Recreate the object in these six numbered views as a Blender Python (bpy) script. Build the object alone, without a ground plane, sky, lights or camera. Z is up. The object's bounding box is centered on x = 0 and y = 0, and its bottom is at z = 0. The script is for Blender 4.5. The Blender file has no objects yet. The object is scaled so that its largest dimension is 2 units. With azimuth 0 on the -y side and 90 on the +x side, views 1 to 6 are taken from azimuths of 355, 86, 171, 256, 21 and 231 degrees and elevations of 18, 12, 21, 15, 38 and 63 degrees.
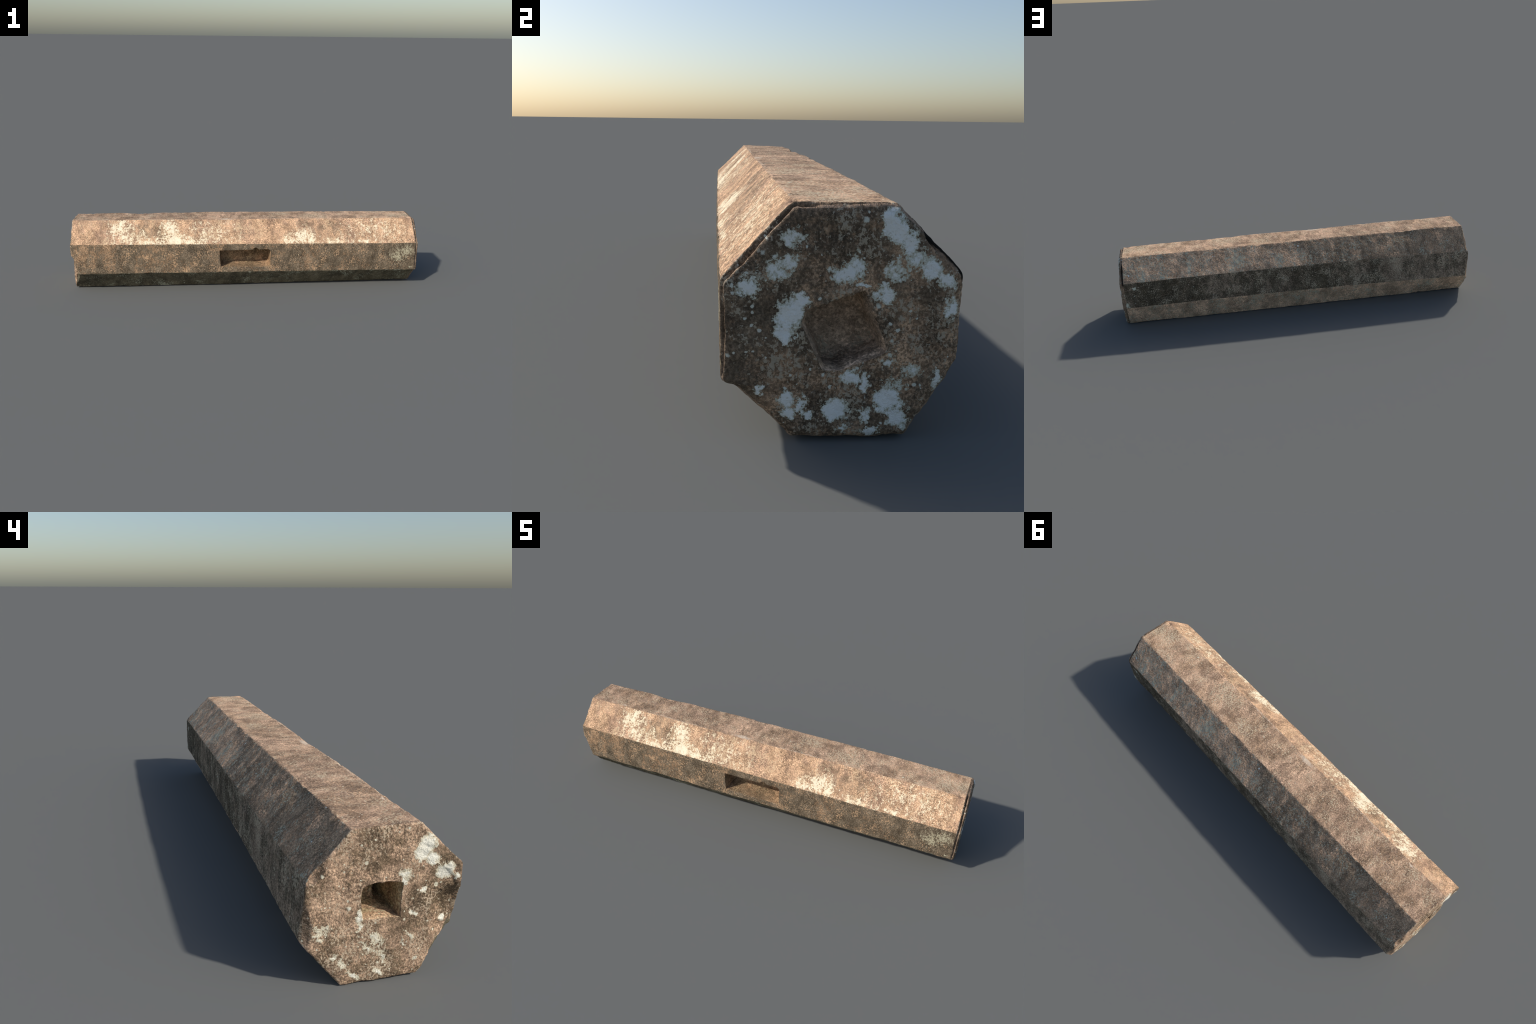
"""Weathered octagonal sandstone pillar shaft lying on its side: eight dressed facets,
a square dowel socket in each broken end, a mortise cut in the south facet."""
import bpy
import numpy as np

# ------------------------------------------------------------------ noise (seeded, vectorised)
_perm = np.random.RandomState(7).permutation(256)
_perm = np.concatenate([_perm, _perm])
_grad = np.random.RandomState(8).normal(size=(256, 3))
_grad /= np.linalg.norm(_grad, axis=1)[:, None]


def perlin(p):
    p = np.asarray(p, float)
    i = np.floor(p).astype(int)
    f = p - i
    i &= 255
    w = f * f * f * (f * (f * 6 - 15) + 10)
    out = 0
    for dx in (0, 1):
        for dy in (0, 1):
            for dz in (0, 1):
                h = _perm[_perm[_perm[(i[..., 0] + dx) & 255] + ((i[..., 1] + dy) & 255)] + ((i[..., 2] + dz) & 255)]
                g = _grad[h]
                d = (f[..., 0] - dx) * g[..., 0] + (f[..., 1] - dy) * g[..., 1] + (f[..., 2] - dz) * g[..., 2]
                wx = w[..., 0] if dx else 1 - w[..., 0]
                wy = w[..., 1] if dy else 1 - w[..., 1]
                wz = w[..., 2] if dz else 1 - w[..., 2]
                out = out + d * wx * wy * wz
    return out


def fbm(p, scale, octaves=3, seed=0.0):
    p = np.asarray(p, float) * scale + seed
    s, a = 0, 1.0
    for k in range(octaves):
        s = s + a * perlin(p * 2 ** k + 17.3 * k)
        a *= 0.5
    return s


def smooth(a, b, x):
    t = np.clip((x - a) / (b - a), 0, 1)
    return t * t * (3 - 2 * t)


# ------------------------------------------------------------------ the octagon
# corners in order round the section, seen from the east end:
# top south, top north, upper north, lower north, bottom north, bottom south, lower south, upper south
NAMES = ["top", "north_upper", "north", "north_lower", "bottom", "south_lower", "south", "south_upper"]
# each corner (y, z) at the west end, at mid-length and at the east end; the shaft swells a little between
TRACK = np.array([[(-0.084, 0.400), (-0.088, 0.397), (-0.086, 0.391)], [(0.088, 0.396), (0.088, 0.395), (0.077, 0.388)],
                  [(0.195, 0.273), (0.196, 0.287), (0.189, 0.277)], [(0.208, 0.124), (0.198, 0.138), (0.189, 0.131)],
                  [(0.104, 0.000), (0.108, 0.000), (0.106, 0.001)], [(-0.096, 0.003), (-0.095, 0.001), (-0.083, 0.003)],
                  [(-0.205, 0.118), (-0.203, 0.113), (-0.197, 0.104)], [(-0.200, 0.290), (-0.204, 0.280), (-0.201, 0.268)]])
WEST_X = np.array([-0.994, -0.993, -0.993, -0.997, -0.998, -0.998, -0.998, -0.998])
EAST_X = np.array([0.993, 0.996, 0.997, 0.996, 0.994, 0.995, 0.996, 0.995])
WEST = np.column_stack([WEST_X, TRACK[:, 0]])
EAST = np.column_stack([EAST_X, TRACK[:, 2]])


def corners_at(t):
    """the eight corners a fraction t of the way from west to east (quadratic through the three stations)"""
    yz = TRACK[:, 0] * (1 - t) * (1 - 2 * t) + TRACK[:, 1] * 4 * t * (1 - t) + TRACK[:, 2] * t * (2 * t - 1)
    return np.column_stack([WEST_X + (EAST_X - WEST_X) * t, yz])


NSEG, NCOR = 30, 6          # samples along a facet, samples round a corner
NS = 8 * (NSEG + NCOR)
NX = 500                    # rings along the shaft


def ring_outline(corners, round_off):
    """closed outline of the section: straight facets, each corner a small quadratic arc"""
    pts = []
    for k in range(8):
        a, b = corners[k], corners[(k + 1) % 8]
        L = np.linalg.norm(b - a)
        t0, t1 = round_off[k] / L, 1 - round_off[(k + 1) % 8] / L
        for q in range(NSEG):
            t = t0 + (t1 - t0) * q / (NSEG - 1)
            pts.append(a + (b - a) * t)
        c = corners[(k + 2) % 8]
        p0 = pts[-1]
        L2 = np.linalg.norm(c - b)
        p1 = b + (c - b) * round_off[(k + 1) % 8] / L2
        for q in range(1, NCOR + 1):
            t = q / (NCOR + 1)
            pts.append((1 - t) ** 2 * p0 + 2 * t * (1 - t) * b + t * t * p1)
    return np.array(pts)


facet_of = np.repeat(np.arange(8), NSEG + NCOR)          # facet index of each sample
within = np.tile(np.arange(NSEG + NCOR), 8)
# a corner arc belongs half to each facet
facet_of = np.where(within >= NSEG + NCOR // 2, (facet_of + 1) % 8, facet_of)

# ------------------------------------------------------------------ shaft rings
MORT_X = (-0.164, 0.127)
t_lines = np.linspace(0, 1, NX)
shaft = []
cor_noise = np.stack([fbm(np.stack([t_lines * 2, np.full(NX, k * 3.1), np.full(NX, 0.7)], -1), 9, 3) for k in range(8)], 1)
for i, t in enumerate(t_lines):
    tt = 0.003 + 0.9875 * t
    cor = corners_at(tt)
    ro = 0.004 + 0.006 * np.clip(cor_noise[i] + 0.1, 0, 1) * 2.2
    shaft.append(ring_outline(cor, ro))
shaft = np.array(shaft)                                   # NX, NS, 3


def centre_axis(p):
    return np.stack([p[..., 0], np.zeros(p.shape[:-1]), np.full(p.shape[:-1], 0.195)], -1)


def inset(p, d, dx):
    """pull a ring toward the axis by d metres and move it along x by dx"""
    c = centre_axis(p)
    v = p - c
    L = np.linalg.norm(v, axis=-1, keepdims=True)
    q = c + v * (1 - np.asarray(d).reshape(-1, 1) / L)
    q[:, 0] += dx
    return q


def radial_hit(centre, poly, targets):
    """star-shaped outline sampled in the directions of the targets (y, z)"""
    poly = np.asarray(poly, float)
    out = []
    for tgt in targets:
        d = tgt - centre
        best = None
        for k in range(len(poly)):
            a, b = poly[k] - centre, poly[(k + 1) % len(poly)] - centre
            e = b - a
            den = d[0] * e[1] - d[1] * e[0]
            if abs(den) < 1e-12:
                continue
            s = (a[0] * e[1] - a[1] * e[0]) / den
            u = (a[0] * d[1] - a[1] * d[0]) / den
            if s > 0 and -1e-9 <= u <= 1 + 1e-9:
                best = s if best is None else min(best, s)
        out.append(centre + d * best)
    return np.array(out)


W_SOCKET = [(0.059, 0.249), (0.041, 0.257), (0.020, 0.260), (-0.009, 0.259), (-0.046, 0.253), (-0.046, 0.242),
            (-0.043, 0.227), (-0.041, 0.195), (-0.043, 0.164), (-0.009, 0.169), (0.025, 0.166), (0.053, 0.168), (0.057, 0.197)]
E_SOCKET = [(-0.067, 0.218), (-0.058, 0.224), (0.020, 0.252), (0.028, 0.251), (0.064, 0.166), (0.066, 0.153),
            (0.058, 0.147), (-0.008, 0.122), (-0.035, 0.123), (-0.071, 0.198)]


def end_rings(rim, socket, depth, sign, edge_profile):
    """from the last shaft ring inward: rim profile, face, socket wall, socket floor"""
    rings, tags = [], []
    for d, dx in edge_profile:
        rings.append(inset(rim, d, sign * dx)); tags.append("face")
    last = rings[-1]
    poly = np.asarray(socket, float)
    c2 = poly.mean(0)
    out2 = radial_hit(c2, poly, last[:, 1:])
    xs = np.mean(last[:, 0])
    lip = np.concatenate([np.full((NS, 1), xs), out2], 1)
    n = 44
    for k in range(1, n + 1):
        t = k / n
        t = t + 0.10 * np.sin(np.pi * 2 * t) / (2 * np.pi) * -1
        rings.append(last + (lip - last) * t * (1 - 0.0)); tags.append("face")
    cen = np.array([xs, c2[0], c2[1]])
    # wall, slightly narrowing, then dished floor
    prof = [(0.004, 0.985), (0.010, 0.965)] + [(depth * q, 0.955 - 0.12 * q) for q in np.linspace(0.2, 0.85, 12)] + \
           [(depth * 0.93, 0.80), (depth * 0.98, 0.74), (depth, 0.66), (depth * 1.01, 0.5), (depth * 1.02, 0.33), (depth * 1.02, 0.16), (depth * 1.02, 0.01)]
    for d, s in prof:
        r = cen + (lip - cen) * s
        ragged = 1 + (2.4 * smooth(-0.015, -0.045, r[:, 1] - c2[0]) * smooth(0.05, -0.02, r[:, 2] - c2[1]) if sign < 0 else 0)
        r[:, 0] -= sign * d * ragged
        rings.append(r); tags.append("socket")
    return rings, tags


# east end: worn arris, then a groove and a thin raised lip set in from the facets
per = np.arange(NS) / (NSEG + NCOR)                       # 0..8 round the section
groove = np.zeros(NS)
for centre, half, amount in ((7.5, 0.75, 1.0), (6.5, 0.6, 0.45), (0.25, 0.5, 0.10), (1.68, 0.40, 1.15), (2.6, 0.7, 0.3)):
    d = np.abs((per - centre + 4) % 8 - 4)
    groove = np.maximum(groove, amount * (1 - smooth(half * 0.6, half, d)))
g1 = np.clip(groove * 2.5, 0, 1)                          # 0: plain rounded rim, 1: rebated rim with a lip
plain = [(0.0003, 0.003), (0.0006, 0.005), (0.0010, 0.0055), (0.0013, 0.0065), (0.0020, 0.009), (0.0028, 0.0105),
         (0.0038, 0.012), (0.0060, 0.0145), (0.0085, 0.0165), (0.0115, 0.0178), (0.0160, 0.0200), (0.0215, 0.0212)]
rebate = [0.0012 + 0 * groove, 0.003 + 0.002 * groove, 0.004 + 0.008 * groove, 0.0045 + 0.013 * groove, 0.005 + 0.013 * groove, 0.005 + 0.007 * np.minimum(groove, 1),
          *(c + w * np.minimum(groove, 1) for c, w in ((0.0055, 0.003), (0.006, 0.003), (0.008, 0.003), (0.011, 0.003), (0.015, 0.004), (0.021, 0.005)))]
east_edge = [(d * (1 - g1) + r * g1, dx) for (d, dx), r in zip(plain, rebate)]
flat = np.zeros(NS)
west_edge = [(0.0006 + flat, 0.002), (0.0018 + flat, 0.0036), (0.0036 + flat, 0.0046), (0.007 + flat, 0.0054), (0.012 + flat, 0.006)]

w_rings, w_tags = end_rings(shaft[0], W_SOCKET, 0.098, -1, west_edge)
e_rings, e_tags = end_rings(shaft[-1], E_SOCKET, 0.068, 1, east_edge)
rings = w_rings[::-1] + list(shaft) + e_rings
tags = ["west_" + t for t in w_tags[::-1]] + ["shaft"] * NX + ["east_" + t for t in e_tags]
R = np.array(rings)
NR = len(R)
i_w, i_e = len(w_rings), len(w_rings) + NX - 1


def grid_normals(R):
    du = np.gradient(R, axis=0)
    dv = np.roll(R, -1, 1) - np.roll(R, 1, 1)
    n = np.cross(dv, du)
    L = np.linalg.norm(n, axis=-1, keepdims=True)
    return n / np.maximum(L, 1e-12)


# orientation check: normals must point away from the axis
N = grid_normals(R)
mid = NR // 2
if np.mean(np.sum(N[mid] * (R[mid] - centre_axis(R[mid])), -1)) < 0:
    N = -N

# ------------------------------------------------------------------ mortise outline on the south facet
seg_south = 6 * (NSEG + NCOR) 
jj = np.arange(seg_south, seg_south + NSEG)               # samples from lower south up to upper south
im = np.arange(i_w, i_e + 1)
xs = R[im, jj[0], 0]
i0 = im[np.argmin(abs(xs - MORT_X[0]))]
i1 = im[np.argmin(abs(xs - MORT_X[1]))]
zs = R[i0, jj, 2]
j0 = jj[np.argmin(abs(zs - 0.143))]
j1 = jj[np.argmin(abs(zs - 0.2445))]


def mortise_edge(x, z, side):
    """where the worn outline of the mortise really runs, for a sample of the grid rectangle"""
    return x, z


def mortise_target(P, side):
    x, z = P[0], P[2]
    if side == "top":
        z = 0.2460 + 0.012 * (x + 0.02) + 0.010 * np.exp(-((x - 0.042) / 0.014) ** 4)
    elif side == "bottom":
        z = 0.1465 - 0.028 * (x + 0.16) * (0.3 if x > 0 else 0.6) - (0.002 if x > 0 else 0)
    elif side == "left":
        x = -0.1645 + 0.05 * (0.245 - z) * (0.9 if z < 0.18 else 0.1)
    else:
        x = 0.1285 - 0.002 * np.cos((z - 0.19) * 40)
    return x, z


loop = [(i, j0) for i in range(i0, i1)] + [(i1, j) for j in range(j0, j1)] + [(i, j1) for i in range(i1, i0, -1)] + [(i0, j) for j in range(j1, j0, -1)]
cx0, cx1 = MORT_X
shift = {}
for (i, j) in loop:
    P = R[i, j].copy()
    side = "bottom" if j == j0 else "top" if j == j1 else "left" if i == i0 else "right"
    x, z = mortise_target(P, side)
    if j in (j0, j1):
        if i == i0: x = mortise_target(P, "left")[0]
        if i == i1: x = mortise_target(P, "right")[0]
    # round the two right corners
    for zc, r in ((0.2455, 0.016), (0.141, 0.007)):
        sgn = 1 if zc > 0.2 else -1
        ccx, ccz = 0.1285 - r, zc - sgn * r
        if x > ccx and (z - ccz) * sgn > 0:
            v = np.array([x - ccx, z - ccz]); L = np.hypot(*v)
            if L > r:
                x, z = ccx + v[0] / L * r, ccz + v[1] / L * r
    shift[(i, j)] = (x - P[0], z - P[2])
reach = 6
S = np.zeros((NR, NS, 2)); Wt = np.zeros((NR, NS))
for (i, j), (sx, sz) in shift.items():
    for a in range(-reach, reach + 1):
        for b in range(-reach, reach + 1):
            w = max(0.0, 1 - max(abs(a), abs(b)) / reach)
            if w <= 0 or not (seg_south <= j + b < seg_south + NSEG):
                continue
            w8 = w ** 2 / (1 + 3 * (abs(a) + abs(b)))
            S[i + a, j + b] += w8 * w * np.array([sx, sz]); Wt[i + a, j + b] += w8
ok = Wt > 0
S[ok] /= Wt[ok][:, None]
for (i, j), s in shift.items():
    S[i, j] = s
R[..., 0] += S[..., 0]
R[..., 2] += S[..., 1]

# ------------------------------------------------------------------ relief: undulation, pits, worn arrises
is_shaft = np.zeros(NR, bool); is_shaft[i_w:i_e + 1] = True
amp_face = np.array([1.0 if t.endswith("face") else 0.8 if t.endswith("socket") else 0.0 for t in tags])
disp = np.zeros((NR, NS))
low = fbm(R, 5.0, 2, 3.0)
midn = fbm(R, 26.0, 3, 11.0)
fine = fbm(R, 110.0, 2, 23.0)
pits = np.maximum(0, fbm(R, 60.0, 2, 41.0) - 0.42)
disp += np.where(is_shaft[:, None], 0.0026 * low + 0.0018 * midn + 0.0012 * fine - 0.006 * pits, 0)
edge_fade = np.ones(NR)
disp += amp_face[:, None] * (0.004 * low + 0.0036 * midn + 0.0016 * fine - 0.010 * pits)
disp += np.array([1.0 if t.endswith("socket") else 0.0 for t in tags])[:, None] * 0.005 * fbm(R, 22, 2, 5.0)
# chipped arrises of the shaft: scallops bitten out along the corners
corner_d = np.minimum(within, NSEG + NCOR - within)       # samples to the nearest corner start
to_corner = np.where(within >= NSEG, 0, np.minimum(within, NSEG - 1 - within)) * 0.0055
bite = np.maximum(0, fbm(R, 17.0, 3, 77.0) - 0.22)
disp -= is_shaft[:, None] * 0.009 * bite * np.exp(-(to_corner[None, :] / 0.010) ** 2)
R = R + N * disp[..., None]

# a few chips known on the arrises: (x, y, z), radius, depth
CHIPS = [((-0.62, 0.098, 0.385), 0.040, 0.007), ((-0.83, 0.10, 0.39), 0.020, 0.003), ((0.955, -0.08, 0.388), 0.010, 0.006),
         ((-0.36, 0.192, 0.262), 0.02, 0.004), ((0.62, -0.2, 0.27), 0.03, 0.004), ((0.80, 0.19, 0.275), 0.02, 0.003),
         ((-0.12, -0.085, 0.394), 0.05, 0.003), ((-0.93, 0.07, 0.396), 0.02, 0.004)]
for c, r, d in CHIPS:
    q = np.linalg.norm((R - np.array(c)) * np.array([0.6, 1, 1]), axis=-1)
    R = R - N * (d * np.exp(-(q / r) ** 2) * (1 + 0.8 * fbm(R, 40, 2, 9)))[..., None]


# the broken corners of the west end: everything beyond a rough fracture plane is cut back to it
def fracture(R, a, b, c, outside, rough, seed):
    a, b, c = map(np.array, (a, b, c))
    n = np.cross(b - a, c - a); n = n / np.linalg.norm(n)
    if np.dot(np.array(outside) - a, n) < 0:
        n = -n
    h = (R - a) @ n + rough * fbm(R, 24, 3, seed)
    return R - n * np.maximum(h, 0)[..., None]


def arris_chip(R, c, n, size, depth, seed):
    """shallow dished break on an arris: centre on the arris, n pointing out of the stone"""
    c, n = np.array(c), np.array(n) / np.linalg.norm(n)
    d2 = np.sum((R - c) ** 2, -1)
    h = (R - c) @ n + depth * (1 - d2 / size ** 2) + 0.25 * depth * fbm(R, 45, 3, seed)
    h = np.where(d2 < (1.6 * size) ** 2, h, -1)
    return R - n * np.maximum(h, 0)[..., None]


body = ~np.array([t.endswith("socket") for t in tags])
B = R[body]
B = fracture(B, (-0.998, -0.208, 0.250), (-0.950, -0.206, 0.119), (-0.992, -0.155, 0.124), (-1.0, -0.21, 0.12), 0.012, 1.5)
B = arris_chip(B, (-0.997, -0.178, 0.100), (-1.0, -0.5, -0.3), 0.030, 0.012, 4.5)
B = arris_chip(B, (-0.998, -0.118, 0.024), (-1.0, -0.4, -0.4), 0.030, 0.005, 5.5)
B = arris_chip(B, (-0.994, 0.172, 0.290), (-1.0, 0.55, 0.45), 0.032, 0.009, 6.5)
B = arris_chip(B, (-0.994, 0.128, 0.346), (-1.0, 0.5, 0.5), 0.030, 0.004, 8.5)
B = arris_chip(B, (-0.993, 0.100, 0.385), (-1.0, 0.4, 0.6), 0.016, 0.004, 9.5)
B = arris_chip(B, (-0.999, -0.160, 0.175), (-1.0, -0.35, 0.0), 0.060, 0.032, 20.5)
B = arris_chip(B, (-0.999, -0.152, 0.128), (-1.0, -0.25, 0.0), 0.046, 0.021, 22.5)
B = arris_chip(B, (-0.999, -0.110, 0.215), (-1.0, -0.2, 0.1), 0.050, 0.007, 21.5)
B = arris_chip(B, (-0.992, 0.19, 0.15), (-1.0, 0.8, 0.0), 0.05, 0.003, 10.5)
B = arris_chip(B, (0.994, -0.082, 0.389), (1.0, -0.5, 0.8), 0.030, 0.009, 12.5)
B = arris_chip(B, (0.996, 0.060, 0.387), (1.0, 0.1, 1.0), 0.040, 0.007, 13.5)
R[body] = B
# overhang of the lower south arris toward the east end: the facet below it is dressed further back
below = (facet_of == 5)
fade = 0.75 * smooth(0.84, 0.96, R[..., 0]) * smooth(0.002, 0.012, 0.105 - R[..., 2]) * smooth(0.0, 0.03, R[..., 2])
under = np.zeros((NR, NS)); under[:, below] = 1
face_or_shaft = is_shaft | np.array([t == "east_face" for t in tags])
fade = np.maximum(fade, 0.75 * smooth(-0.22, -0.55, R[..., 0]) * (1 - 0.55 * smooth(-0.75, -0.95, R[..., 0])) * smooth(0.002, 0.014, 0.117 - R[..., 2]) * smooth(0.0, 0.03, R[..., 2]))
R[..., 1] += 0.007 * under * fade * face_or_shaft[:, None]
R[..., 2] += 0.005 * under * fade * face_or_shaft[:, None]
R[..., 2] = np.maximum(R[..., 2], 0.0)
R[..., 0] = np.clip(R[..., 0], -1.0, 1.0)

# ------------------------------------------------------------------ mortise pocket
rim = np.array([R[i, j] for i, j in loop])
M = len(rim)
mc = np.array([(MORT_X[0] + MORT_X[1]) / 2, 0, 0.194])
hx = (MORT_X[1] - MORT_X[0]) / 2
pocket = [rim]
DEPTH = 0.108
prof = [(0.0016, 0.0006), (0.004, 0.0012), (0.008, 0.0018)] + [(DEPTH * q, 0.002 + 0.010 * q) for q in np.linspace(0.13, 0.72, 16)] + \
       [(DEPTH * 0.80, 0.0125), (DEPTH * 0.88, 0.0155), (DEPTH * 0.94, 0.020), (DEPTH * 0.98, 0.026), (DEPTH, 0.033)]
half_z = 0.05
for d, ins in prof:
    r = rim.copy()
    r[:, 1] = rim[:, 1] + d * (0.80 + 0.20 * smooth(-0.16, 0.0, rim[:, 0]))
    dx = np.clip(mc[0] - rim[:, 0], -hx, hx)
    nx_ = np.where(np.abs(dx) > hx - 0.012, np.sign(dx), 0.0)
    nz_ = np.clip((mc[2] - rim[:, 2]) / half_z, -1, 1)
    # floor runs back level; the east corner is a rounded hollow, the west jamb stays square
    floor = np.clip(nz_, 0, 1)
    r[:, 0] += nx_ * ins * np.where(nx_ < 0, 0.4, 0.6)
    r[:, 2] += nz_ * ins * np.where(nz_ > 0, 0.55, -0.35) - 0.003 * floor * smooth(0.0, 0.02, d)
    r[:, 2] += 0.005 * floor * np.exp(-((rim[:, 0] - 0.125) / 0.02) ** 2) * smooth(0.0, 0.05, d)
    pocket.append(r)
back = pocket[-1]
spine = np.stack([np.clip(back[:, 0], mc[0] - hx + 0.05, mc[0] + hx - 0.05), back[:, 1], np.full(M, mc[2])], 1)
for k in range(1, 9):
    pocket.append(back + (spine - back) * k / 8.0)
P = np.array(pocket)
pn = fbm(P, 30, 3, 55.0)
wgt = np.minimum(1, np.arange(len(P)) / 12.0)[:, None]
P[..., 1] += wgt * 0.009 * pn * (np.arange(len(P)) > 18)[:, None]
P[..., 2] += wgt * 0.0060 * fbm(P, 30, 3, 65.0)
P[..., 0] += wgt * 0.003 * fbm(P, 30, 3, 75.0)

# ------------------------------------------------------------------ one welded body, then cut into parts
verts = [R.reshape(-1, 3)]
gid = lambda i, j: i * NS + (j % NS)
faces, part, facet = [], [], []
for i in range(NR - 1):
    a, b = tags[i], tags[i + 1]
    tag = a if a == b else ("shaft" if False else (a if a != "shaft" else b))
    if a != b and "socket" in (a + b):
        tag = a if "socket" in a else b
    for j in range(NS):
        if i0 <= i < i1 and j0 <= j < j1:
            continue
        faces.append((gid(i, j), gid(i, j + 1), gid(i + 1, j + 1), gid(i + 1, j)))
        part.append(tag); facet.append(facet_of[j])
base = NR * NS
pid = lambda k, m: gid(*loop[m % M]) if k == 0 else base + (k - 1) * M + (m % M)
verts.append(P[1:].reshape(-1, 3))
for k in range(len(P) - 1):
    for m in range(M):
        faces.append((pid(k, m), pid(k, m + 1), pid(k + 1, m + 1), pid(k + 1, m)))
        part.append("mortise"); facet.append(0)
V = np.concatenate(verts)
F = np.array(faces)
part = np.array(part); facet = np.array(facet)


def face_normals(V, F):
    return np.cross(V[F[:, 2]] - V[F[:, 0]], V[F[:, 3]] - V[F[:, 1]])


fn = face_normals(V, F)
fc = V[F].mean(1)
for sel, sign in ((part != "mortise", None), (part == "mortise", None)):
    if sel is not None:
        if part[sel][0] == "mortise":
            flip = np.mean(fn[sel][:40, 1]) > 1e9
            # back wall must face south (-y)
            flip = fn[sel][-40:, 1].mean() > 0
        else:
            s = part == "shaft"
            flip = np.mean(np.sum(fn[s] * (fc[s] - centre_axis(fc[s])), -1)) < 0
        if flip:
            F[sel] = F[sel][:, ::-1]
fn = face_normals(V, F)
VN = np.zeros_like(V)
for c in range(4):
    np.add.at(VN, F[:, c], fn)
VN /= np.maximum(np.linalg.norm(VN, axis=1, keepdims=True), 1e-12)

# ------------------------------------------------------------------ materials
class Nodes:
    """thin helper to write node trees as expressions"""

    def __init__(self, name, rough=0.9):
        self.mat = bpy.data.materials.new(name)
        self.mat.use_nodes = True
        self.t = self.mat.node_tree
        self.t.nodes.clear()
        self.out = self.t.nodes.new("ShaderNodeOutputMaterial")
        self.bsdf = self.t.nodes.new("ShaderNodeBsdfPrincipled")
        self.bsdf.inputs["Roughness"].default_value = rough
        self.bsdf.inputs["Specular IOR Level"].default_value = 0.15
        self.t.links.new(self.bsdf.outputs[0], self.out.inputs[0])
        self.obj = self.t.nodes.new("ShaderNodeTexCoord").outputs["Object"]

    def put(self, sock, v):
        if isinstance(v, bpy.types.NodeSocket):
            self.t.links.new(v, sock)
        else:
            sock.default_value = v

    def math(self, op, a, b=0.0, c=None, clamp=False):
        n = self.t.nodes.new("ShaderNodeMath"); n.operation = op; n.use_clamp = clamp
        self.put(n.inputs[0], a); self.put(n.inputs[1], b)
        if c is not None: self.put(n.inputs[2], c)
        return n.outputs[0]

    def vec(self, op, a, b=None):
        n = self.t.nodes.new("ShaderNodeVectorMath"); n.operation = op
        self.put(n.inputs[0], a)
        if b is not None: self.put(n.inputs[1], b)
        return n.outputs["Value"] if op in ("DOT_PRODUCT", "LENGTH", "DISTANCE") else n.outputs["Vector"]

    def combine(self, x, y, z):
        n = self.t.nodes.new("ShaderNodeCombineXYZ")
        for s, v in zip(n.inputs, (x, y, z)): self.put(s, v)
        return n.outputs[0]

    def noise(self, v, scale, detail=4.0, rough=0.6, stretch=(1, 1, 1), offset=0.0, distort=0.0):
        n = self.t.nodes.new("ShaderNodeTexNoise")
        m = self.vec("MULTIPLY", v, stretch)
        m = self.vec("ADD", m, (offset, offset * 0.7, offset * 1.3))
        self.put(n.inputs["Vector"], m)
        n.inputs["Scale"].default_value = scale; n.inputs["Detail"].default_value = detail
        n.inputs["Roughness"].default_value = rough; n.inputs["Distortion"].default_value = distort
        # spread the narrow middle of the noise over 0..1
        r = self.t.nodes.new("ShaderNodeMapRange")
        self.put(r.inputs["Value"], n.outputs["Fac"])
        r.inputs["From Min"].default_value = 0.27; r.inputs["From Max"].default_value = 0.73
        return r.outputs[0]

    def voronoi(self, v, scale, offset=0.0):
        n = self.t.nodes.new("ShaderNodeTexVoronoi")
        self.put(n.inputs["Vector"], self.vec("ADD", v, (offset, offset, offset)))
        n.inputs["Scale"].default_value = scale
        return n.outputs["Distance"], n.outputs["Color"]

    def step(self, x, lo, hi):
        n = self.t.nodes.new("ShaderNodeMapRange"); n.interpolation_type = "SMOOTHSTEP"
        self.put(n.inputs["Value"], x)
        self.put(n.inputs["From Min"], lo); self.put(n.inputs["From Max"], hi)
        return n.outputs[0]

    def ramp(self, x, stops):
        n = self.t.nodes.new("ShaderNodeValToRGB")
        self.put(n.inputs[0], x)
        e = n.color_ramp.elements
        while len(e) < len(stops): e.new(0.5)
        for el, (p, v) in zip(e, stops):
            el.position = p; el.color = (v, v, v, 1)
        return n.outputs[0]

    def mix(self, fac, a, b):
        n = self.t.nodes.new("ShaderNodeMix"); n.data_type = "RGBA"
        self.put(n.inputs[0], fac)
        for s, v in ((n.inputs[6], a), (n.inputs[7], b)):
            self.put(s, v if isinstance(v, bpy.types.NodeSocket) else (*v, 1.0))
        return n.outputs[2]

    def blobs(self, F, spots, warp):
        """soft field: 1 in the middle of a spot, 0 at its radius; spots = (u, v, ru, rv, strength)"""
        total = None
        Fw = self.vec("ADD", F, warp)
        for u, v, ru, rv, s, *ang in spots:
            d = self.vec("SUBTRACT", Fw, (u, v, 0))
            if ang:
                n = self.t.nodes.new("ShaderNodeVectorRotate"); n.rotation_type = "Z_AXIS"
                self.put(n.inputs["Vector"], d); n.inputs["Angle"].default_value = -ang[0]
                d = n.outputs[0]
            d = self.vec("MULTIPLY", d, (1 / ru, 1 / rv, 0))
            m = self.math("MULTIPLY", self.math("SUBTRACT", 1.0, self.vec("LENGTH", d), clamp=True), s)
            total = m if total is None else self.math("MAXIMUM", total, m)
        return total


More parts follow.
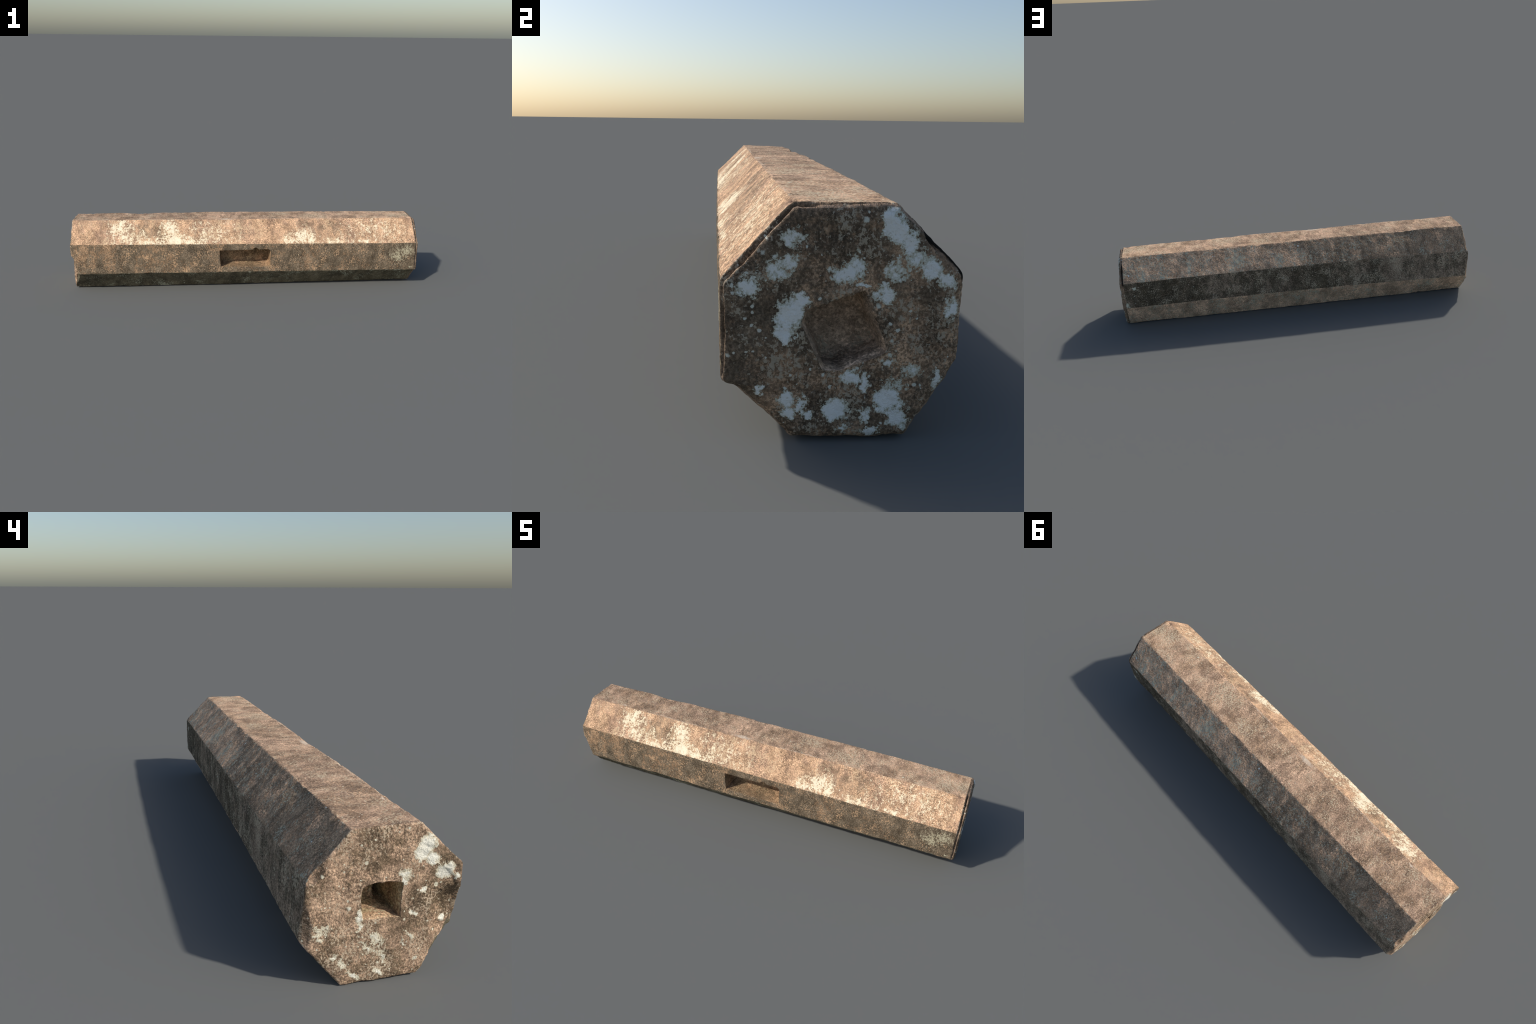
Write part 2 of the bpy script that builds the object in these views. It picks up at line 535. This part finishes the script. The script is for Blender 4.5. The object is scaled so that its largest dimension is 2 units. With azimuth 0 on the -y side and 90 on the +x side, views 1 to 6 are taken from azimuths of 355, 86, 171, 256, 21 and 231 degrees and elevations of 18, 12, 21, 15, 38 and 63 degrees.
def stone(name, axis_u, axis_v, origin, look):
    """one weathered face; u runs along axis_u, v along axis_v from origin, in metres"""
    k = Nodes(name)
    rel = k.vec("SUBTRACT", k.obj, tuple(origin))
    u = k.vec("DOT_PRODUCT", k.obj, tuple(axis_u))
    v = k.vec("DOT_PRODUCT", rel, tuple(axis_v))
    F = k.combine(u, v, 0.0)
    if look.get("solid"):
        F = k.obj
    o = look.get("seed", 0.0)
    # shared fields
    broad = k.noise(F, look.get("broad", 7.0), 4, 0.6, look.get("stretch", (1.2, 0.5, 1)), o)
    mid = k.noise(F, 34.0, 5, 0.65, look.get("stretch", (1, 0.7, 1)), o + 3)
    grain = k.noise(F, 210.0, 3, 0.75, (1, 0.8, 1), o + 7)
    grain2 = k.noise(F, 105.0, 4, 0.75, look.get("drip", (1, 0.8, 1)), o + 13)
    # 1 stone body
    body = k.mix(k.step(k.math("ADD", k.math("MULTIPLY", broad, 0.6), k.math("MULTIPLY", mid, 0.4)), 0.38, 0.64), look["a"], look["b"])
    # 2 dark patina, grainy edged
    dx = k.ramp(k.math("MULTIPLY_ADD", u, look.get("uscale", 0.5), 0.5), look["dark_u"])
    field = k.math("ADD", k.math("MULTIPLY", broad, 0.9), k.math("MULTIPLY", mid, 0.75))
    field = k.math("ADD", field, k.math("MULTIPLY", grain2, look.get("grit", 1.1)))
    field = k.math("ADD", field, k.math("MULTIPLY", grain, 0.7))
    mean = (0.9 + 0.75 + look.get("grit", 1.1) + 0.7) / 2
    field = k.math("ADD", k.math("SUBTRACT", field, mean), dx)
    warp_n = k.t.nodes.new("ShaderNodeTexNoise"); warp_n.inputs["Scale"].default_value = look.get("warp_scale", 60.0); warp_n.inputs["Detail"].default_value = 5
    warp_n.inputs["Roughness"].default_value = 0.7
    k.put(warp_n.inputs["Vector"], F)
    wa = look.get("warp", 0.03)
    warp = k.vec("MULTIPLY", k.vec("SUBTRACT", warp_n.outputs["Color"], (0.5, 0.5, 0.5)), (wa, wa, 0))
    if look.get("dark_spots"):
        field = k.math("ADD", field, k.blobs(F, look["dark_spots"], warp))
    if look.get("clean_spots"):
        field = k.math("SUBTRACT", field, k.blobs(F, look["clean_spots"], warp))
    lo, hi = look.get("dark_edge", (0.38, 0.66))
    dark = k.step(field, lo, hi)
    darkcol = k.mix(k.step(mid, 0.35, 0.65), look["dark"], look["dark2"])
    col = k.mix(dark, body, darkcol)
    # 3 value grain of the sandstone
    val = k.math("ADD", k.math("MULTIPLY", grain, 0.9), k.math("MULTIPLY", grain2, 0.7))
    val = k.math("MULTIPLY_ADD", k.math("SUBTRACT", val, 0.8), look.get("contrast", 1.1), 1.0)
    # bare quartz flecks and dark pores between them
    fl = k.noise(F, look.get("fleck_scale", 200.0), 2, 0.6, look.get("fleck_stretch", (1, 0.85, 1)), o + 41)
    fl = k.math("ADD", k.math("MULTIPLY", fl, 0.75), k.math("MULTIPLY", k.noise(F, 55.0, 3, 0.6, (1, 0.85, 1), o + 47), 0.25))
    mo = k.noise(F, 17.0, 6, 0.72, look.get("mottle_stretch", (1.1, 0.7, 1)), o + 53)
    val = k.math("MULTIPLY", val, k.math("MULTIPLY_ADD", k.step(mo, 0.2, 0.8), look.get("mottle", 0.55), 1 - look.get("mottle", 0.55) * 0.52))
    fa = look.get("fleck", 0.62)
    # flecks crowd in some places and thin out in others
    crowd = k.math("MULTIPLY_ADD", k.step(k.noise(F, 11.0, 4, 0.65, (1, 0.8, 1), o + 61), 0.2, 0.8), 0.75, 0.55)
    flk = k.math("MULTIPLY", k.math("SUBTRACT", k.step(fl, 0.45, 0.61), 0.45), crowd)
    val = k.math("MULTIPLY", val, k.math("MULTIPLY_ADD", flk, fa, 1.0))
    val = k.math("MAXIMUM", val, 0.25)
    col2 = k.t.nodes.new("ShaderNodeMix"); col2.data_type = "RGBA"; col2.blend_type = "MULTIPLY"
    col2.inputs[0].default_value = 1.0
    k.put(col2.inputs[6], col); k.put(col2.inputs[7], k.combine(val, val, val))
    col = col2.outputs[2]
    # 4 pale specks where grains are bare
    spx = k.ramp(k.math("MULTIPLY_ADD", u, look.get("uscale", 0.5), 0.5), look.get("speck_u", [(0, 0.0), (1, 0.0)]))
    sp_n = k.noise(F, 165.0, 3, 0.7, look.get("drip", (1, 0.8, 1)), o + 29)
    sp = k.math("ADD", k.math("ADD", sp_n, k.math("MULTIPLY", k.math("SUBTRACT", k.noise(F, 15, 4, 0.6, (1, 0.8, 1), o + 31), 0.5), look.get("speck_clump", 0.7))), spx)
    if look.get("speck_spots"):
        sp = k.math("ADD", sp, k.blobs(F, look["speck_spots"], warp))
    col = k.mix(k.math("MULTIPLY", k.step(sp, 0.72, 0.82), look.get("speck_mix", 0.8)), col, look["speck"])
    # 5 lichen crusts
    Lm = None
    rough_extra = None
    if look.get("lichen"):
        L = k.blobs(F, look["lichen"], warp)
        brk = k.math("SUBTRACT", k.math("ADD", k.math("ADD", grain2, k.math("MULTIPLY", grain, 0.6)), k.math("MULTIPLY", mid, look.get("lichen_mid", 0.7))), 0.8 + 0.5 * look.get("lichen_mid", 0.7))
        brk = k.math("MULTIPLY", brk, look.get("lichen_break", 0.8))
        field_l = k.math("MULTIPLY_ADD", k.step(L, 0.0, 0.02), brk, L)
        Lm = k.step(field_l, 0.20, 0.27)
        lc = k.mix(k.step(field_l, 0.24, 0.55), look.get("lichen_rim", (0.50, 0.47, 0.33)), look.get("lichen_col", (0.74, 0.70, 0.56)))
        col = k.mix(k.math("MULTIPLY", Lm, look.get("lichen_mix", 0.95)), col, lc)
    # 6 tiny crust dots
    if look.get("dots"):
        amount, size, colr = look["dots"]
        for sc, am, sz in ((38.0, amount, size), (95.0, amount * 1.3, size * 1.25)):
            dd, dc = k.voronoi(k.vec("ADD", F, k.vec("MULTIPLY", warp, (0.25, 0.25, 0))), sc, o)
            sep = k.t.nodes.new("ShaderNodeSeparateColor"); k.put(sep.inputs[0], dc)
            pick = k.math("GREATER_THAN", sep.outputs[0], 1 - am)
            r = k.math("MULTIPLY", sep.outputs[1], sz)
            m = k.math("MULTIPLY", pick, k.step(k.math("SUBTRACT", r, dd), 0.0, 0.08))
            if look.get("dot_area"):
                m = k.math("MULTIPLY", m, k.step(k.blobs(F, look["dot_area"], warp), 0.0, 0.35))
            if Lm is not None:
                m = k.math("MULTIPLY", m, k.math("SUBTRACT", 1.0, Lm))
            col = k.mix(m, col, colr)
    # 7 rubbed arris: a rebated lip near the end shows bare stone
    if look.get("lip"):
        x0, x1, lipcol = look["lip"]
        xx = k.vec("DOT_PRODUCT", k.obj, (1, 0, 0))
        band = k.math("MULTIPLY", k.step(xx, x0, x0 + 0.003), k.math("SUBTRACT", 1.0, k.step(xx, x1 - 0.003, x1)))
        col = k.mix(k.math("MULTIPLY", band, k.step(grain2, 0.2, 0.6)), col, lipcol)
    # 8 groove behind the rim, painted near-black as the darkness inside a gap
    if look.get("gap"):
        spot, x1 = look["gap"]
        xx = k.vec("DOT_PRODUCT", k.obj, (1, 0, 0))
        g = k.math("MULTIPLY", k.step(k.blobs(F, [spot], (0, 0, 0)), 0.1, 0.3), k.math("SUBTRACT", 1.0, k.step(xx, x1 - 0.002, x1)))
        col = k.mix(g, col, (0.012, 0.010, 0.008))
    k.put(k.bsdf.inputs["Base Color"], col)
    # fine relief
    h = k.math("ADD", k.math("MULTIPLY", grain, 0.5), k.math("ADD", k.math("MULTIPLY", grain2, 0.8), k.math("MULTIPLY", mid, 1.0)))
    b = k.t.nodes.new("ShaderNodeBump"); b.inputs["Strength"].default_value = look.get("bump", 0.45); b.inputs["Distance"].default_value = 0.003
    k.put(b.inputs["Height"], h)
    k.t.links.new(b.outputs[0], k.bsdf.inputs["Normal"])
    return k.mat


TAN, PINK, BROWN, DARK = (0.52, 0.335, 0.205), (0.49, 0.32, 0.21), (0.215, 0.145, 0.092), (0.105, 0.085, 0.058)
BLACKISH = (0.098, 0.073, 0.046)

# positions along x on the ramps: 0 = west end (x = -1), 1 = east end (x = +1)
LOOKS = {
    "top": dict(a=PINK, b=TAN, dark=(0.23, 0.155, 0.10), dark2=(0.30, 0.20, 0.135), seed=1.0,
                fleck=0.52, mottle=0.68, dark_u=[(0, 0.38), (0.1, 0.32), (0.25, 0.46), (0.4, 0.42), (0.6, 0.32), (0.75, 0.26), (1, 0.2)],
                speck=(0.68, 0.55, 0.37), speck_u=[(0, 0.06), (0.5, 0.04), (1, 0.08)], speck_clump=0.5,
                speck_spots=[(0.40, 0.09, 0.14, 0.07, 0.22), (0.9, 0.07, 0.12, 0.07, 0.22), (0.2, 0.1, 0.08, 0.05, 0.16), (-0.55, 0.09, 0.12, 0.06, 0.12)],
                dots=(0.10, 0.22, (0.68, 0.60, 0.44)),
                lichen=[(-0.12, 0.008, 0.08, 0.022, 0.5), (-0.5, 0.001, 0.5, 0.007, 0.34), (0.2, 0.001, 0.5, 0.006, 0.32), (0.8, 0.001, 0.3, 0.006, 0.30), (-0.80, 0.012, 0.02, 0.012, 0.6)],
                lichen_col=(0.74, 0.60, 0.45), lichen_rim=(0.62, 0.46, 0.33), lichen_break=0.2),
    "north_upper": dict(a=(0.70, 0.435, 0.265), b=(0.57, 0.37, 0.235), dark=(0.26, 0.18, 0.115), dark2=(0.37, 0.248, 0.155), seed=2.0, drip=(1, 0.7, 1),
                        dark_u=[(0, 0.62), (0.15, 0.78), (0.3, 0.74), (0.42, 0.78), (0.47, 0.6), (0.5, 0.2), (0.65, 0.22), (0.8, 0.2), (1, 0.15)],
                        speck=(0.52, 0.50, 0.37), speck_u=[(0, -0.05), (0.45, 0.06), (0.5, 0.09), (0.75, 0.10), (1, 0.06)], speck_clump=0.5,
                        lichen=[(-0.63, 0.128, 0.04, 0.010, 0.6, -0.15), (-0.58, 0.118, 0.03, 0.007, 0.5)], lichen_col=(0.50, 0.36, 0.23), lichen_rim=(0.40, 0.29, 0.19), lichen_break=0.2,
                        speck_spots=[(0.35, 0.06, 0.09, 0.09, 0.22), (0.12, 0.08, 0.08, 0.05, 0.25), (0.87, 0.04, 0.014, 0.06, 0.5), (0.62, 0.05, 0.014, 0.07, 0.5), (0.75, 0.04, 0.05, 0.06, 0.2)],
                        dots=(0.05, 0.25, (0.70, 0.72, 0.66))),
    "north": dict(a=(0.36, 0.26, 0.18), b=(0.28, 0.205, 0.145), dark=BLACKISH, dark2=(0.135, 0.105, 0.07), seed=3.0, drip=(1, 0.75, 1),
                  dark_u=[(0, 0.6), (0.13, 0.45), (0.25, 0.6), (0.36, 0.5), (0.45, 0.8), (0.55, 0.5), (0.65, 0.75), (0.75, 0.55), (0.85, 0.9), (1, 0.72)],
                  speck=(0.56, 0.455, 0.32), speck_clump=0.75, speck_u=[(0, 0.06), (0.2, 0.10), (0.5, 0.08), (0.8, 0.02), (1, 0.08)], speck_mix=0.75,
                  lichen=[(0.925, 0.115, 0.014, 0.012, 0.9), (0.975, 0.02, 0.02, 0.02, 0.8)], dots=(0.06, 0.22, (0.6, 0.6, 0.52))),
    "north_lower": dict(a=(0.78, 0.53, 0.355), b=(0.64, 0.44, 0.30), dark=(0.38, 0.27, 0.18), dark2=(0.50, 0.36, 0.24), seed=4.0,
                        dark_u=[(0, 0.3), (0.5, 0.35), (1, 0.25)], speck=(0.56, 0.57, 0.44), speck_u=[(0, 0.0), (0.6, 0.05), (1, 0.02)]),
    "bottom": dict(a=(0.50, 0.36, 0.25), b=(0.42, 0.31, 0.21), dark=(0.25, 0.19, 0.13), dark2=(0.32, 0.25, 0.17), seed=5.0,
                   dark_u=[(0, 0.3), (1, 0.3)], speck=(0.5, 0.46, 0.34)),
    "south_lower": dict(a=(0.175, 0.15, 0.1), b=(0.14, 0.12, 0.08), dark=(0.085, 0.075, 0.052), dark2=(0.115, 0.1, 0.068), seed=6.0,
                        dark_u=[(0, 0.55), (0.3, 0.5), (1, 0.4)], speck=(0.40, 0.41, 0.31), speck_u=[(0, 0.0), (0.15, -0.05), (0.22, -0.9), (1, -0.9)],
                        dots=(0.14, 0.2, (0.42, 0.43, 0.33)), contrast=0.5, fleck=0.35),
    "south": dict(a=(0.40, 0.255, 0.15), b=(0.31, 0.208, 0.132), dark=(0.14, 0.106, 0.070), dark2=(0.19, 0.145, 0.098), seed=7.0, drip=(1, 0.6, 1),
                  dark_u=[(0, 0.8), (0.1, 0.62), (0.22, 0.85), (0.3, 0.85), (0.4, 0.75), (0.5, 0.85), (0.62, 0.85), (0.75, 0.75), (0.84, 0.8), (0.87, 1.2), (1, 1.2)],
                  speck=(0.58, 0.375, 0.22), speck_u=[(0, -0.06), (0.35, 0.04), (0.5, -0.04), (0.65, 0.05), (0.8, 0.04), (0.86, -0.2), (1, -0.1)],
                  lichen=[(0.88, 0.085, 0.10, 0.075, 0.34), (0.93, 0.11, 0.09, 0.07, 0.32), (0.955, 0.012, 0.012, 0.007, 0.9)], lichen_col=(0.55, 0.50, 0.34), lichen_rim=(0.46, 0.40, 0.27),
                  lichen_break=0.55, lichen_mid=0.4, dots=(0.09, 0.2, (0.62, 0.50, 0.33))),
    "south_upper": dict(a=(0.58, 0.365, 0.22), b=(0.48, 0.30, 0.195), dark=(0.24, 0.165, 0.10), dark2=(0.31, 0.21, 0.135), seed=8.0, drip=(1, 0.75, 1),
                        dark_u=[(0, 0.12), (0.13, 0.15), (0.22, 0.4), (0.32, 0.35), (0.4, 0.18), (0.6, 0.22), (0.7, 0.38), (0.85, 0.15), (1, 0.05)],
                        dark_spots=[(-0.56, 0.08, 0.14, 0.09, 0.5), (0.50, 0.08, 0.09, 0.08, 0.4), (-0.97, 0.14, 0.08, 0.05, 0.25), (-0.80, 0.15, 0.06, 0.03, 0.3)],
                        speck=(0.70, 0.50, 0.31), speck_u=[(0, 0.0), (0.3, 0.04), (0.6, 0.0), (1, 0.02)],
                        lichen=[(-0.72, 0.11, 0.10, 0.10, 0.40), (-0.69, 0.05, 0.13, 0.08, 0.36), (-0.42, 0.03, 0.11, 0.08, 0.58), (-0.45, 0.10, 0.07, 0.09, 0.46), (-0.33, 0.015, 0.16, 0.05, 0.40),
                                (-0.55, 0.015, 0.18, 0.05, 0.34), (0.32, 0.05, 0.09, 0.075, 0.46), (0.36, 0.02, 0.08, 0.045, 0.46), (0.24, 0.02, 0.07, 0.045, 0.38), (0.50, 0.008, 0.14, 0.03, 0.34), (0.65, 0.008, 0.2, 0.02, 0.30),
                                (-0.2, 0.07, 0.2, 0.10, 0.16), (0.75, 0.08, 0.25, 0.12, 0.15)],
                        lichen_col=(0.95, 0.84, 0.62), lichen_rim=(0.88, 0.70, 0.46), lichen_break=0.85, lichen_mid=0.6, dots=(0.05, 0.22, (0.86, 0.74, 0.54))),
    "west_face": dict(a=(0.46, 0.31, 0.205), b=(0.36, 0.24, 0.155), dark=(0.145, 0.105, 0.065), dark2=(0.20, 0.14, 0.088), seed=9.0, uscale=2.5, broad=12.0, stretch=(1, 1, 1),
                      dark_u=[(0, 0.6), (0.15, 0.55), (0.35, 0.42), (0.6, 0.4), (1, 0.42)], dark_spots=[(-0.14, 0.20, 0.09, 0.06, 0.5), (0.06, 0.09, 0.12, 0.05, 0.25)],
                      dark_edge=(0.3, 0.75), speck=(0.60, 0.47, 0.33), speck_u=[(0, 0.0), (0.4, 0.05), (1, 0.06)], speck_spots=[(0.02, 0.09, 0.2, 0.1, 0.14)],
                      lichen=[(-0.104, 0.347, 0.03, 0.03, 1.0), (-0.090, 0.322, 0.028, 0.028, 1.0), (-0.118, 0.308, 0.024, 0.022, 0.9), (-0.156, 0.273, 0.034, 0.032, 1.0), (-0.049, 0.277, 0.03, 0.024, 0.6),
                              (-0.049, 0.257, 0.012, 0.012, 0.9), (-0.099, 0.229, 0.018, 0.013, 0.9), (0.155, 0.150, 0.045, 0.03, 0.40), (0.16, 0.13, 0.03, 0.02, 0.36), (0.02, 0.115, 0.05, 0.03, 0.42, 0.9), (0.062, 0.172, 0.014, 0.030, 0.6), (0.058, 0.150, 0.010, 0.02, 0.5),
                              (0.0, 0.064, 0.034, 0.012, 0.5, 0.9), (0.071, 0.024, 0.034, 0.010, 0.55, 0.8), (0.01, 0.028, 0.034, 0.010, 0.5, 0.8), (-0.165, 0.138, 0.014, 0.012, 0.9), (-0.187, 0.256, 0.012, 0.010, 0.9),
                              (-0.074, 0.172, 0.010, 0.010, 0.7), (-0.083, 0.168, 0.008, 0.008, 0.7), (0.04, 0.095, 0.034, 0.010, 0.45, 0.8), (0.10, 0.055, 0.03, 0.018, 0.38, 0.8), (-0.07, 0.115, 0.034, 0.010, 0.45, 0.8), (0.03, 0.09, 0.10, 0.05, 0.22),
                              (-0.055, 0.09, 0.02, 0.008, 0.5, 1.0), (0.09, 0.20, 0.016, 0.012, 0.4), (-0.09, 0.05, 0.014, 0.012, 0.5), (0.125, 0.08, 0.02, 0.012, 0.45)],
                      lichen_col=(0.92, 0.88, 0.74), lichen_rim=(0.70, 0.62, 0.45), lichen_break=0.34, dots=(0.2, 0.28, (0.72, 0.66, 0.5)), warp=0.035, bump=0.8),
    "east_face": dict(a=(0.39, 0.255, 0.16), b=(0.29, 0.195, 0.125), dark=(0.115, 0.085, 0.058), dark2=(0.175, 0.125, 0.083), seed=10.0, uscale=2.5, broad=12.0, stretch=(1, 1, 1),
                      dark_u=[(0, 0.85), (0.25, 0.7), (0.5, 0.5), (0.7, 0.45), (1, 0.5)], dark_spots=[(-0.02, 0.34, 0.12, 0.06, 0.35), (-0.15, 0.2, 0.06, 0.1, 0.3)],
                      clean_spots=[(-0.06, 0.11, 0.12, 0.06, 0.3), (0.11, 0.15, 0.08, 0.08, 0.25)],
                      speck=(0.46, 0.39, 0.29), speck_u=[(0, 0.02), (0.5, 0.05), (1, 0.07)],
                      lichen=[(0.067, 0.362, 0.02208, 0.03312, 1.0), (0.078, 0.345, 0.02024, 0.0276, 1.0), (-0.087, 0.337, 0.03036, 0.02208, 0.6), (-0.113, 0.288, 0.02944, 0.0276, 0.7), (-0.092, 0.297, 0.0276, 0.01656, 0.6), (-0.154, 0.258, 0.02484, 0.02392, 0.9),
                              (-0.003, 0.280, 0.03864, 0.02208, 0.8), (0.014, 0.297, 0.0184, 0.02576, 0.6), (0.026, 0.262, 0.0184, 0.0092, 0.8), (-0.090, 0.215, 0.03128, 0.0368, 1.0), (-0.076, 0.235, 0.02208, 0.02208, 1.0), (-0.098, 0.185, 0.02392, 0.02024, 0.9),
                              (0.061, 0.247, 0.023, 0.023, 0.9), (0.091, 0.329, 0.02208, 0.0276, 0.9), (0.110, 0.304, 0.03128, 0.02576, 0.5), (0.133, 0.288, 0.02392, 0.0276, 0.8), (0.074, 0.283, 0.0276, 0.02392, 0.5), (0.157, 0.269, 0.02392, 0.0184, 0.8), (0.166, 0.222, 0.01288, 0.02576, 0.8),
                              (0.011, 0.107, 0.02024, 0.0184, 0.9), (0.033, 0.098, 0.01196, 0.02392, 0.8), (-0.014, 0.055, 0.0276, 0.02576, 1.0), (0.073, 0.069, 0.03128, 0.02944, 1.0), (0.090, 0.038, 0.02576, 0.02392, 0.9), (-0.091, 0.074, 0.0184, 0.0184, 0.8), (-0.091, 0.053, 0.01932, 0.01472, 0.9),
                              (-0.07, 0.065, 0.01288, 0.02024, 0.8), (0.113, 0.12, 0.02392, 0.02392, 0.5), (0.071, 0.138, 0.02208, 0.02024, 0.5), (0.151, 0.105, 0.01104, 0.03128, 0.7), (0.043, 0.016, 0.02392, 0.00828, 0.8), (0.035, 0.047, 0.01288, 0.02024, 0.6), (-0.001, 0.022, 0.01472, 0.01104, 0.6),
                              (0.085, 0.094, 0.0368, 0.0184, 0.42), (-0.135, 0.095, 0.01104, 0.01104, 0.8), (-0.06, 0.045, 0.01104, 0.0092, 0.8)],
                      lichen_col=(0.88, 0.87, 0.82), lichen_rim=(0.54, 0.52, 0.40), lichen_break=0.48, gap=((0.155, 0.315, 0.07, 0.08, 1.0), 0.9855), lip=(0.982, 0.991, (0.36, 0.25, 0.175)), lichen_mid=0.3, dark_edge=(0.25, 0.8), dots=(0.22, 0.30, (0.62, 0.61, 0.52)), warp=0.05, bump=0.8),
    "west_socket": dict(solid=True, a=(0.44, 0.29, 0.175), b=(0.62, 0.49, 0.28), dark=(0.26, 0.165, 0.10), dark2=(0.28, 0.21, 0.12), seed=11.0, uscale=2.5, dark_u=[(0, 0.35), (1, 0.35)],
                        speck=(0.70, 0.62, 0.38), speck_u=[(0, 0.04), (1, 0.04)]),
    "east_socket": dict(solid=True, a=(0.50, 0.35, 0.24), b=(0.40, 0.285, 0.195), dark=(0.22, 0.16, 0.11), dark2=(0.29, 0.21, 0.145), seed=12.0, uscale=2.5, dark_u=[(0, 0.4), (1, 0.4)],  # base colours brightened to carry the light baked into this hollow
                        speck=(0.33, 0.28, 0.2), speck_u=[(0, -0.2), (1, -0.2)]),
    "mortise": dict(solid=True, a=(0.37, 0.235, 0.135), b=(0.31, 0.205, 0.12), dark=(0.17, 0.12, 0.07), dark2=(0.23, 0.16, 0.095), seed=13.0, dark_u=[(0, 0.35), (1, 0.35)],  # stone tinted somewhat darker to deepen the shadow on the back wall
                    speck=(0.55, 0.40, 0.22), speck_u=[(0, -0.03), (1, -0.03)], dots=(0.06, 0.2, (0.6, 0.52, 0.36))),
}

mats = {}
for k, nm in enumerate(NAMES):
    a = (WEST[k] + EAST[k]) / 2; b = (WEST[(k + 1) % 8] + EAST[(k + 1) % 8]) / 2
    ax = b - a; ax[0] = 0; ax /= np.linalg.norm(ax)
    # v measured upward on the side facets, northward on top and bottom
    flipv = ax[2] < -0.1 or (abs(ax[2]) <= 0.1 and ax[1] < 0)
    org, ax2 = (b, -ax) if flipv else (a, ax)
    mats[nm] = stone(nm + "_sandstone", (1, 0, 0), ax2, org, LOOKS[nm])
for nm in ("west_face", "east_face"):
    mats[nm] = stone(nm + "_sandstone", (0, 1, 0), (0, 0, 1), (0, 0, 0), LOOKS[nm])
for nm in ("west_socket", "east_socket"):
    mats[nm] = stone(nm + "_sandstone", (0.45, 1, 0), (0.5, 0, 1), (0, 0, 0), LOOKS[nm])
mats["mortise"] = stone("mortise_sandstone", (1, 0, 0), (0, 0.7, 1), (0, 0, 0), LOOKS["mortise"])

# ------------------------------------------------------------------ objects
pillar = bpy.data.objects.new("stone_pillar", None)
pillar["label"] = "fallen octagonal weathered sandstone pillar with mortise and lichen"
pillar["category"] = "stone pillar"
bpy.context.scene.collection.objects.link(pillar)


def add_part(name, sel, parent, slots, index):
    f = F[sel]
    used, inv = np.unique(f, return_inverse=True)
    me = bpy.data.meshes.new(name)
    me.from_pydata(V[used].tolist(), [], inv.reshape(f.shape).tolist())
    for s in slots:
        me.materials.append(mats[s])
    me.polygons.foreach_set("material_index", np.asarray(index, np.int32))
    me.polygons.foreach_set("use_smooth", np.ones(len(f), bool))
    me.update()
    me.normals_split_custom_set_from_vertices(VN[used].tolist())
    ob = bpy.data.objects.new(name, me)
    bpy.context.scene.collection.objects.link(ob)
    ob.parent = parent
    return ob


sel = part == "shaft"
shaft_ob = add_part("shaft", sel, pillar, NAMES, facet[sel])
sel = part == "mortise"
add_part("mortise", sel, shaft_ob, ["mortise"], np.zeros(sel.sum()))
for nm, label in (("west", "broken_end_face"), ("east", "lichened_end_face")):
    sel = part == nm + "_face"
    fo = add_part(label, sel, pillar, [nm + "_face"], np.zeros(sel.sum()))
    sel = part == nm + "_socket"
    add_part("dowel_socket", sel, fo, [nm + "_socket"], np.zeros(sel.sum()))
